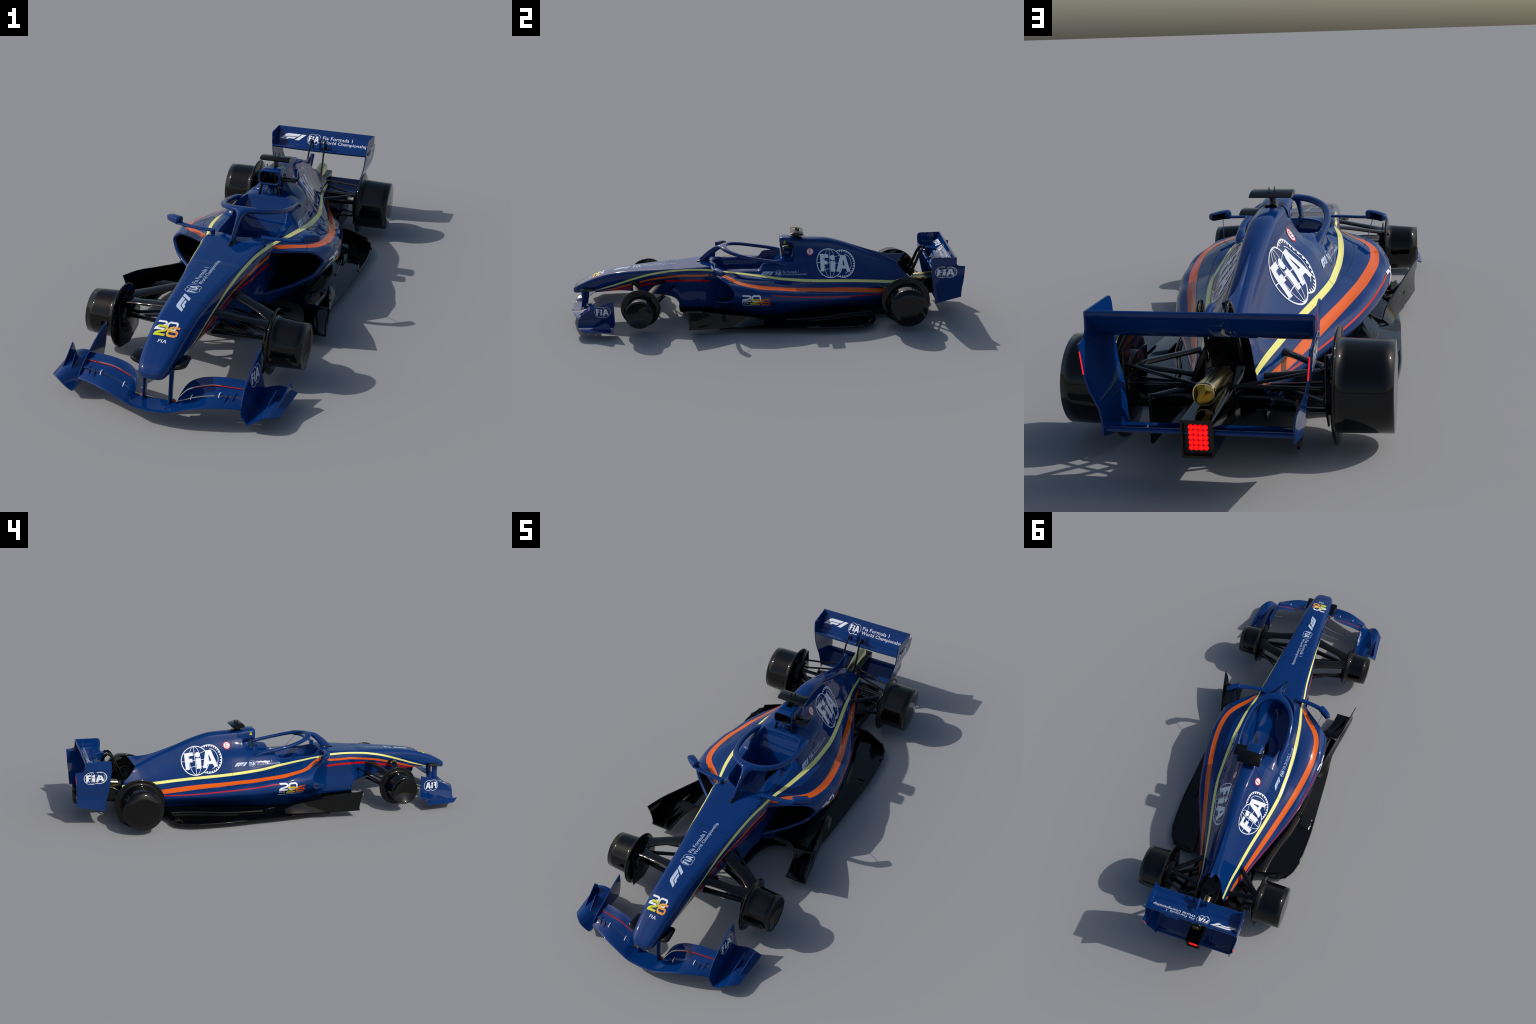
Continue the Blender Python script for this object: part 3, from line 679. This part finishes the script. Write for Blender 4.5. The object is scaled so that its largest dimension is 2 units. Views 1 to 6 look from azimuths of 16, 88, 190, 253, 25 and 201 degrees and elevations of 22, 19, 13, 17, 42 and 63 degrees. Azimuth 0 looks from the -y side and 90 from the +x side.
for s in (1, -1):
    # endplate: outline rows from top to bottom, each from front to rear, curling inwards below
    rowsE = [  # z, front y, rear y, x front, x rear
        (.3410, .8420, .9540, .2050, .2100), (.3370, .8325, .9545, .2045, .2100), (.3250, .8285, .9545, .2035, .2100), (.3080, .8290, .9555, .2025, .2102),
        (.3000, .8295, .9590, .2025, .2105), (.2950, .8300, .9700, .2022, .2095), (.2930, .8303, .9985, .2020, .2085), (.2800, .8315, .9985, .2010, .2072), (.2580, .8335, .9980, .1995, .2052), (.2361, .8360, .9975, .1975, .2031),
        (.2091, .8400, .9968, .1925, .1966), (.1876, .8435, .9960, .1865, .1874), (.1703, .8470, .9955, .1815, .1800), (.1484, .8520, .9948, .1780, .1762), (.1330, .8555, .9943, .1765, .1757), (.1172, .8590, .9939, .1745, .1760), (.1000, .8620, .930, .1730, .1742), (.0880, .8638, .890, .1722, .1728), (.0805, .8645, .866, .1719, .1720)]
    G = []
    for z, y0, y1, xa, xb in rowsE:
        G.append([(s * (xa + (xb - xa) * t), y0 + (y1 - y0) * t, z) for t in np.linspace(0, 1, 15)])
    sheet("endplate", G, .0035, BLUE, rw, angle=50)
    sweep("endplate_lamp", [(s * .2072, .9981, .2795), (s * .2052, .9977, .258), (s * .2031, .9972, .2365)], .0013, .0009, LAMP, rw, 8, up=(0, 1, 0))
prof_loft("beam_wing", [(.868, .0935), (.871, .0965), (.89, .1000), (.92, .1070), (.955, .1180), (.985, .1300), (.986, .1290), (.955, .1145), (.92, .1030), (.89, .0945), (.872, .0915)], -.174, .174, BLUE, rw, 9)
for s in (1, -1):
    neck = spline([(s * .0345, .752, .185), (s * .0335, .768, .225), (s * .032, .786, .268), (s * .0305, .797, .297), (s * .029, .8085, .3155), (s * .028, .822, .3235), (s * .0275, .836, .3165), (s * .027, .846, .303), (s * .027, .852, .289)], 4)
    sweep("swan_neck", neck, .0032, np.interp(np.linspace(0, 1, len(neck)), [0, .5, .75, 1], [.0085, .0075, .0075, .0085]), BLACK, rw, 12, up=(0, 1, 0), power=2.6)
sweep("flap_actuator", spline([(0, .836, .3225), (0, .842, .3235), (0, .86, .322), (0, .878, .318), (0, .887, .314), (0, .892, .307)], 3), np.interp(np.linspace(0, 1, 16), [0, .1, .8, 1], [.003, .007, .006, .003]), np.interp(np.linspace(0, 1, 16), [0, .1, .8, 1], [.003, .0065, .0065, .004]), BLUE, rw, 12)
plate("actuator_pylon", [(0, .850, .288), (0, .868, .290), (0, .872, .32), (0, .848, .322)], (1, 0, 0), .006, BLUE, rw)

#DECALS
# ------------------------------------------------------------------ livery: ribbons and marks laid on the skin
def tree_of(prefixes, parent=None):
    V, F = [], []
    for o in bpy.data.objects:
        if o.type == 'MESH' and o.name.startswith(prefixes) and (parent is None or o.parent == parent):
            k = len(V)
            V += [o.matrix_world @ v.co for v in o.data.vertices]
            F += [[i + k for i in p.vertices] for p in o.data.polygons]
    return BVHTree.FromPolygons(V, F)
bpy.context.view_layer.update()
SKIN = tree_of(("nose_and_chassis", "chassis_flank", "engine_cover", "air_box_shell"))
WINGTOP = tree_of(("wing_flap", "main_plane"), rw)
REAR_EP = tree_of(("endplate",), rw)
FRONT_EP = tree_of(("endplate",), fw)
livery = group("livery")

def ribbon(name, path, half, mat, lift=.0005, per=6, across=5, both=True, tree=SKIN):
    """a painted stripe: centre line path (x, y, z) with a half width per point, wrapped on the skin."""
    P = spline(path, per)
    H = np.interp(np.linspace(0, 1, len(P)), np.linspace(0, 1, len(half)), half) if np.ndim(half) else np.full(len(P), half)
    pts, nor = [], []
    for p in P:
        loc, n, _, _ = tree.find_nearest(Vector(p))
        pts.append(np.array(loc)); nor.append(np.array(n))
    pts = np.array(pts)
    for _ in range(2):
        q = pts.copy(); q[1:-1] = (pts[:-2] + 2 * pts[1:-1] + pts[2:]) / 4; pts = q
    G = []
    for i, p in enumerate(pts):
        t = pts[min(i + 1, len(pts) - 1)] - pts[max(i - 1, 0)]; t /= np.linalg.norm(t) + 1e-12
        n = nor[i]
        if n @ np.array([p[0], 0, p[2] - .15]) < 0: n = -n
        b = np.cross(n, t); b /= np.linalg.norm(b) + 1e-12
        rowp = []
        for k in np.linspace(-1, 1, across):
            loc, nn, _, _ = tree.find_nearest(Vector(p + b * H[i] * k))
            nn = np.array(nn)
            if nn @ n < 0: nn = -nn
            rowp.append(np.array(loc) + nn * lift)
        G.append(rowp)
    G = np.array(G)
    fs = grid_faces(*G.shape[:2])
    ob = mesh_object(name, G.reshape(-1, 3), fs, mat, livery, 60, recalc=False, weld=0)
    if both: mirror_copy(ob)
    return ob

YEL = [(.054, -.872, .147), (.059, -.828, .1614), (.060, -.761, .1834), (.062, -.6945, .2067), (.067, -.628, .2268), (.076, -.54, .2473), (.087, -.452, .2606), (.096, -.365, .2668), (.107, -.279, .2659), (.119, -.206, .2615), (.133, -.15, .2598), (.145, -.065, .2483), (.152, 0, .2411), (.1545, .078, .2271), (.154, .16, .219), (.152, .222, .2133), (.134, .337, .2036), (.1, .4976, .1867), (.071, .66, .1678), (.0635, .72, .165), (.061, .762, .163)]
ribbon("yellow_stripe", YEL, [.0012, .0032, .0042, .0046, .0048, .0048, .0048, .0048, .0050, .0056, .0070, .0080, .0088, .0090, .0088, .0086, .0084, .0078, .0070, .0066, .006], YELLOW)
ORA = [(.053, -.838, .146), (.055, -.7986, .1521), (.06, -.7183, .1753), (.067, -.6515, .1926), (.077, -.5847, .2109), (.087, -.4967, .2277), (.094, -.4096, .2373), (.1, -.323, .2405), (.1045, -.288, .2425), (.109, -.264, .2475), (.132, -.224, .2475), (.165, -.188, .242), (.203, -.150, .2335), (.225, -.115, .2295), (.237, -.0667, .2231), (.241, -.0276, .2165), (.2345, .0739, .2046), (.2155, .1766, .1875), (.19, .2809, .174), (.162, .3868, .1632), (.131, .4945, .1473), (.101, .6088, .1322), (.081, .70, .132), (.075, .75, .132)]
ribbon("orange_stripe", ORA, [.0010, .0030, .0050, .0052, .0052, .0050, .0050, .0052, .0056, .0065, .0095, .0110, .0115, .0118, .0125, .013, .0135, .0135, .0135, .0135, .0130, .0105, .008, .006], ORANGE, lift=.00056, across=7)
RDF = [(.053, -.806, .144), (.056, -.7638, .1493), (.062, -.697, .1639), (.064, -.6308, .1793), (.071, -.5645, .1919), (.082, -.498, .2059), (.091, -.4107, .2127), (.098, -.324, .2145), (.103, -.28, .213)]
ribbon("red_stripe", RDF, [.0010, .0036, .0054, .0058, .0058, .0058, .0058, .0058, .0055], RED)
RDR = [(.278, .029, .1882), (.268, .1226, .1758), (.254, .2248, .1644), (.222, .3296, .1507), (.178, .4386, .1340), (.14, .53, .1235), (.1, .66, .12)]
ribbon("red_stripe", RDR, [.0026, .0027, .0028, .0028, .0026, .0024, .002], RED)
PALE = material("pale_lettering", (188, 203, 226), .12)
SEAM = material("panel_gap", (4, 10, 30), .4)
ribbon("panel_gap", [(.0, .1945, .399), (.0295, .1966, .396), (.044, .2, .356), (.0685, .206, .319), (.1055, .216, .287), (.1295, .222, .25), (.1565, .229, .2149), (.1635, .234, .209)], .00055, SEAM, lift=.0008, across=2)
ribbon("panel_gap", [(.1635, .234, .209), (.182, .105, .2185), (.188, .02, .232), (.180, -.0745, .243), (.155, -.16, .247), (.125, -.235, .25)], .0004, SEAM, lift=.0008, across=2)
for yy in (-.722, -.489):
    zt = float(pchip(NOSE[:, 0], NOSE[:, 1], [yy])[0]); w = float(pchip(NOSE[:, 0], NOSE[:, 2], [yy])[0])
    ribbon("panel_gap", [(0, yy, zt), (w * .5, yy, zt), (w * .85, yy, zt - .006), (w, yy, zt - .03), (w, yy, zt - .06), (w * .95, yy, zt - .1)], .0004, SEAM, lift=.0008, across=2)

# ---- flat drawing helpers: every shape is a list of (polygon) outlines in u, v
def disc(cx, cy, r, n=40, ry=None): return [[(cx + r * math.cos(a), cy + (ry or r) * math.sin(a)) for a in np.linspace(0, 2 * math.pi, n, endpoint=False)]]
def stroke(pts, w, closed=False):
    P = np.array(pts, float); n = len(P); L, Rr = [], []
    for i in range(n):
        a = P[i] - P[i - 1] if (i > 0 or closed) else P[i + 1] - P[i]
        b = P[(i + 1) % n] - P[i] if (i < n - 1 or closed) else a
        a = a / np.linalg.norm(a); b = b / np.linalg.norm(b)
        t = a + b; t /= np.linalg.norm(t); m = np.array([-t[1], t[0]])
        s = w / 2 / max(.35, m @ np.array([-a[1], a[0]]))
        L.append(P[i] + m * s); Rr.append(P[i] - m * s)
    k = n if closed else n - 1
    return [[tuple(L[i]), tuple(L[(i + 1) % n]), tuple(Rr[(i + 1) % n]), tuple(Rr[i])] for i in range(k)]
def arc(cx, cy, r, a0, a1, n, w, rx=None):
    a = np.radians(np.linspace(a0, a1, n))
    return stroke([(cx + (rx or r) * math.cos(t), cy + r * math.sin(t)) for t in a], w)
def move(shape, dx=0, dy=0, sx=1., sy=1., shear=0.): return [[(x * sx + dx, y * sy + dy + shear * x * sx) for x, y in poly] for poly in shape]

def word(txt, size, gap=1.0):
    c = bpy.data.curves.new("word", 'FONT'); c.body = txt; c.size = size; c.space_character = gap; c.resolution_u = 2
    o = bpy.data.objects.new("word", c); bpy.context.collection.objects.link(o)
    bpy.context.view_layer.update()
    me = o.evaluated_get(bpy.context.evaluated_depsgraph_get()).to_mesh()
    polys = [[tuple(me.vertices[i].co[:2]) for i in p.vertices] for p in me.polygons]
    o.to_mesh_clear(); bpy.data.objects.remove(o); bpy.data.curves.remove(c)
    return polys
def fit(shape, x0, x1, y0, y1):
    xs = [p[0] for q in shape for p in q]; ys = [p[1] for q in shape for p in q]
    sx = (x1 - x0) / (max(xs) - min(xs)); sy = (y1 - y0) / (max(ys) - min(ys))
    return [[(x0 + (x - min(xs)) * sx, y0 + (y - min(ys)) * sy) for x, y in q] for q in shape]

_layer = [0]
def mark(name, shapes, mat, origin, U, V_, direction, tree, grid=.004, lift=.0008):
    """project flat shapes (u, v in metres) along direction onto tree; each shape sits a hair above the one before."""
    U = np.array(U, float); V_ = np.array(V_, float); D = Vector(direction).normalized(); O = np.array(origin, float)
    verts, faces = [], []
    for shape in shapes:
        _layer[0] = (_layer[0] + 1) % 12
        off = lift + _layer[0] * .00003
        bm = bmesh.new()
        for poly in shape:
            try: bm.faces.new([bm.verts.new((x, y, 0)) for x, y in poly])
            except ValueError: pass
        bmesh.ops.remove_doubles(bm, verts=bm.verts[:], dist=1e-6)
        xs = [v.co.x for v in bm.verts]; ys = [v.co.y for v in bm.verts]
        for ax_, lo, hi in ((0, min(xs), max(xs)), (1, min(ys), max(ys))):
            for c in np.arange(lo + grid, hi, grid):
                co = Vector((c, 0, 0)) if ax_ == 0 else Vector((0, c, 0))
                no = Vector((1, 0, 0)) if ax_ == 0 else Vector((0, 1, 0))
                bmesh.ops.bisect_plane(bm, geom=bm.verts[:] + bm.edges[:] + bm.faces[:], plane_co=co, plane_no=no, dist=1e-7)
        bm.verts.index_update()
        base = len(verts); ok = {}
        for v in bm.verts:
            p = O + U * v.co.x + V_ * v.co.y
            h = tree.ray_cast(Vector(p) - D * .15, D)
            if h[0] is None: continue
            n = h[1] if h[1].dot(D) < 0 else -h[1]
            ok[v.index] = len(verts); verts.append(tuple(h[0] + n * off))
        for f in bm.faces:
            if all(v.index in ok for v in f.verts): faces.append(tuple(ok[v.index] for v in f.verts))
        bm.free()
    ob = mesh_object(name, verts, faces, mat, livery, 60, recalc=False, weld=0)
    return ob

def club_emblem(detail=True):
    """globe and gear wheel side by side with three heavy letters; unit radius 1, centres at u = -.5 and .5."""
    out = [stroke([(-.5 + math.cos(a), math.sin(a)) for a in np.linspace(0, 2 * math.pi, 48, endpoint=False)], .06, True)]
    out.append(arc(.5, 0, .965, -118, 118, 34, .06))
    if detail:
        teeth = []
        for a in np.radians(np.arange(-104, 105, 11.5)):
            c, s_ = math.cos(a), math.sin(a); t = .05
            teeth.append([(.5 + .95 * c - t * s_, .95 * s_ + t * c), (.5 + .95 * c + t * s_, .95 * s_ - t * c), (.5 + .84 * c + t * .8 * s_, .84 * s_ - t * .8 * c), (.5 + .84 * c - t * .8 * s_, .84 * s_ + t * .8 * c)])
        out.append(teeth)
        out.append(arc(.5, 0, .70, -75, 75, 22, .035))
        out.append(stroke([(-.5, .97), (-.5, -.97)], .035))
        for rx in (.42, -.42): out.append(arc(-.5, 0, .97, -88, 88, 24, .03, rx=rx))
        out.append(stroke([(-1.47, .0), (.47, .0)], .03))
        for sy in (1, -1): out.append(stroke([(-.5 + x, sy * (.56 - .16 * (1 - (x / .8) ** 2))) for x in np.linspace(-.8, .8, 14)], .03))
    F_ = [[(-1.24, .58), (-.60, .58), (-.60, .33), (-.96, .33), (-.96, .58)][:1] + [(-.60, .58), (-.60, .33), (-.95, .33), (-.95, .14), (-.68, .14), (-.68, -.10), (-.95, -.10), (-.95, -.58), (-1.24, -.58)]]
    i_ = [[(-.44, .12), (-.10, .12), (-.10, -.58), (-.44, -.58)]]
    A_ = [[(.0, -.58), (.28, -.58), (.36, -.36), (.48, -.36), (.48, -.14), (.44, -.14), (.56, .30), (.56, .58), (.36, .58)], [(.56, .58), (.56, .30), (.68, -.14), (.48, -.14), (.48, -.36), (.76, -.36), (.84, -.58), (1.12, -.58), (.76, .58)]]
    out += [F_, i_, disc(-.27, .36, .19, 24), A_]
    return out
SPEED = [[(0, 0), (.13, 0), (.27, .17), (.33, .2), (.2, .31)], [(.33, .2), (.68, .2), (.80, .36), (.30, .36), (.2, .31)], [(.17, 0), (.30, 0), (.36, .065), (.29, .14)], [(.36, .065), (.56, .065), (.64, .165), (.35, .165), (.29, .14)], [(.60, 0), (.76, 0), (1.0, .36), (.84, .36)]]
def title_line(k, yk=1.):
    """speed mark, small emblem and two lines of words; overall width .235 * k, centred on v = 0."""
    sh = [fit(SPEED, 0, .0685 * k, -.0078 * k * yk, .0082 * k * yk)]
    sh += [move(q, .0917 * k, 0, .0118 * k, .0132 * k * yk) for q in club_emblem(False)]
    sh.append(fit(word("Fia Formula 1", .01), .114 * k, .193 * k, .0012 * k * yk, .0102 * k * yk))
    sh.append(fit(word("World Championship", .01), .114 * k, .235 * k, -.0112 * k * yk, -.0012 * k * yk))
    return sh
TWO = [(.06, .72), (.74, .72), (.9, .64), (.92, .5), (.80, .40), (.22, .24), (.10, .16), (.09, .08), (.97, .08)]
SIX = [(.97, .72), (.36, .72), (.14, .62), (.09, .44), (.09, .24), (.2, .1), (.34, .08), (.78, .08), (.92, .16), (.92, .33), (.80, .42), (.12, .42)]
NIL = [(.2, .08), (.82, .08), (.95, .2), (.95, .6), (.82, .72), (.2, .72), (.08, .6), (.08, .2)]
def glyph(pts, x, y, w, h, closed=False): return move(stroke(pts, .165, closed), x, y, w, h / .8)
def gradient(name, axis, stops):
    """paint that changes colour along one object axis."""
    m = material(name, (255, 255, 255), .16); nt = m.node_tree
    tc = nt.nodes.new("ShaderNodeTexCoord"); sep = nt.nodes.new("ShaderNodeSeparateXYZ"); mp = nt.nodes.new("ShaderNodeMapRange"); rp = nt.nodes.new("ShaderNodeValToRGB")
    nt.links.new(tc.outputs["Object"], sep.inputs[0]); nt.links.new(sep.outputs[axis], mp.inputs["Value"])
    mp.inputs["From Min"].default_value = stops[0][0]; mp.inputs["From Max"].default_value = stops[-1][0]
    lo, hi = stops[0][0], stops[-1][0]
    while len(rp.color_ramp.elements) < len(stops): rp.color_ramp.elements.new(.5)
    for e, (p, c) in zip(rp.color_ramp.elements, stops): e.position = (p - lo) / (hi - lo); e.color = lin(c)
    nt.links.new(mp.outputs[0], rp.inputs[0]); nt.links.new(rp.outputs[0], nt.nodes["Principled BSDF"].inputs["Base Color"])
    return m

for s in (1, -1):
    D = (-s, 0, 0)
    Uy = (0, s, 0); Zv = (0, 0, 1)
    # big emblem on the engine cover
    sh = [move(q, 0, 0, .0660, .0632, -s * .115) for q in club_emblem()]
    mark("round_emblem", sh, WHITE, (s * .3, .366 if s > 0 else .3655, .2765), Uy, Zv, D, SKIN)
    # title line under the cockpit
    mark("title_lettering", [move(q, -.1175, 0, 1, 1, -s * .022) for q in title_line(1.)], PALE, (s * .3, .0955, .2540), Uy, Zv, D, SKIN, .006)
    # circled letter
    mark("circled_letter", [disc(0, 0, .0190, 32, .0172)], RED, (s * .3, .234, .3355), Uy, Zv, D, SKIN, .004, .0006)
    mark("circled_letter", [disc(0, 0, .0150, 32, .0136)], WHITE, (s * .3, .234, .3355), Uy, Zv, D, SKIN, .004, .0010)
    mark("circled_letter", [fit(word("E", .02), -.0062, .0066, -.0088, .0088)], RED, (s * .3, .234, .3355), Uy, Zv, D, SKIN, .004, .0014)
    mark("warning_triangle", [[[(-.0078, 0), (.0078, 0), (0, .015)]]], SIGNY, (s * .3, .105, .3790), Uy, Zv, D, SKIN, .004)
    # year mark on the sidepod flank
    y0 = -.1178 if s > 0 else .0265
    mark("year_mark", [glyph(TWO, 0, .0285, .046, .037), glyph(NIL, .0475, .0285, .045, .037, True), fit(word("FIA", .01), .0015, .033, .0135, .0245), [[(0, .0), (.039, .0), (.039, .0026), (0, .0026)]], fit(word("REGULATIONS", .01), .042, .128, -.0003, .0030), [[(.133, -.0003), (.139, -.0003), (.139, .0030), (.133, .0030)]]], WHITE, (s * .4, y0, .1265), Uy, Zv, D, SKIN, .005)
    ya, yb2 = y0 + s * .039, y0 + s * .139
    st = [(ya, (200, 205, 20)), (ya * .65 + yb2 * .35, (225, 190, 20)), (ya * .45 + yb2 * .55, (235, 120, 15)), (yb2, (215, 45, 10))]
    if s < 0: st = st[::-1]
    mark("year_mark", [glyph(TWO, .0395, .0098, .051, .037), glyph(SIX, .0905, .0098, .049, .037)], gradient("sunset_paint", 1, st), (s * .4, y0, .1265), Uy, Zv, D, SKIN, .005, .0013)
    # endplate emblems
    mark("round_emblem", [move(q, 0, 0, .0362, .0305) for q in club_emblem()], WHITE, (s * .3, .9065, .2618), Uy, Zv, D, REAR_EP, .006)
    mark("round_emblem", [move(q, 0, 0, .0262, .0275) for q in club_emblem(False)], WHITE, (s * .3, -.8125, .1045), (0, 1, 0), Zv, D, FRONT_EP, .006)
# nose marks: title reads rearwards, year mark reads across
mark("title_lettering", title_line(1.385, 1.2), PALE, (-.0055, -.7815, .4), (0, 1, 0), (-1, 0, 0), (0, 0, -1), SKIN, .008)
mark("year_mark", [glyph(TWO, -.041, -.8625, .030, .034), glyph(NIL, -.010, -.8625, .030, .034, True), fit(word("FIA", .01), -.0135, .0115, -.9055, -.8945)], WHITE, (0, 0, .4), (1, 0, 0), (0, 1, 0), (0, 0, -1), SKIN, .006)
mark("year_mark", [glyph(TWO, -.0355, -.8835, .033, .038), glyph(SIX, -.002, -.8835, .033, .038)], gradient("lime_to_amber_paint", 0, [(-.036, (205, 222, 30)), (-.008, (222, 205, 45)), (.004, (232, 175, 60)), (.032, (240, 140, 75))]), (0, 0, .4), (1, 0, 0), (0, 1, 0), (0, 0, -1), SKIN, .006, .0013)
# rear wing title
mark("title_lettering", title_line(1.64, .80), WHITE, (-.193, .7, .3045), (1, 0, 0), (0, 0, 1), (0, 1, 0), WINGTOP, .01)
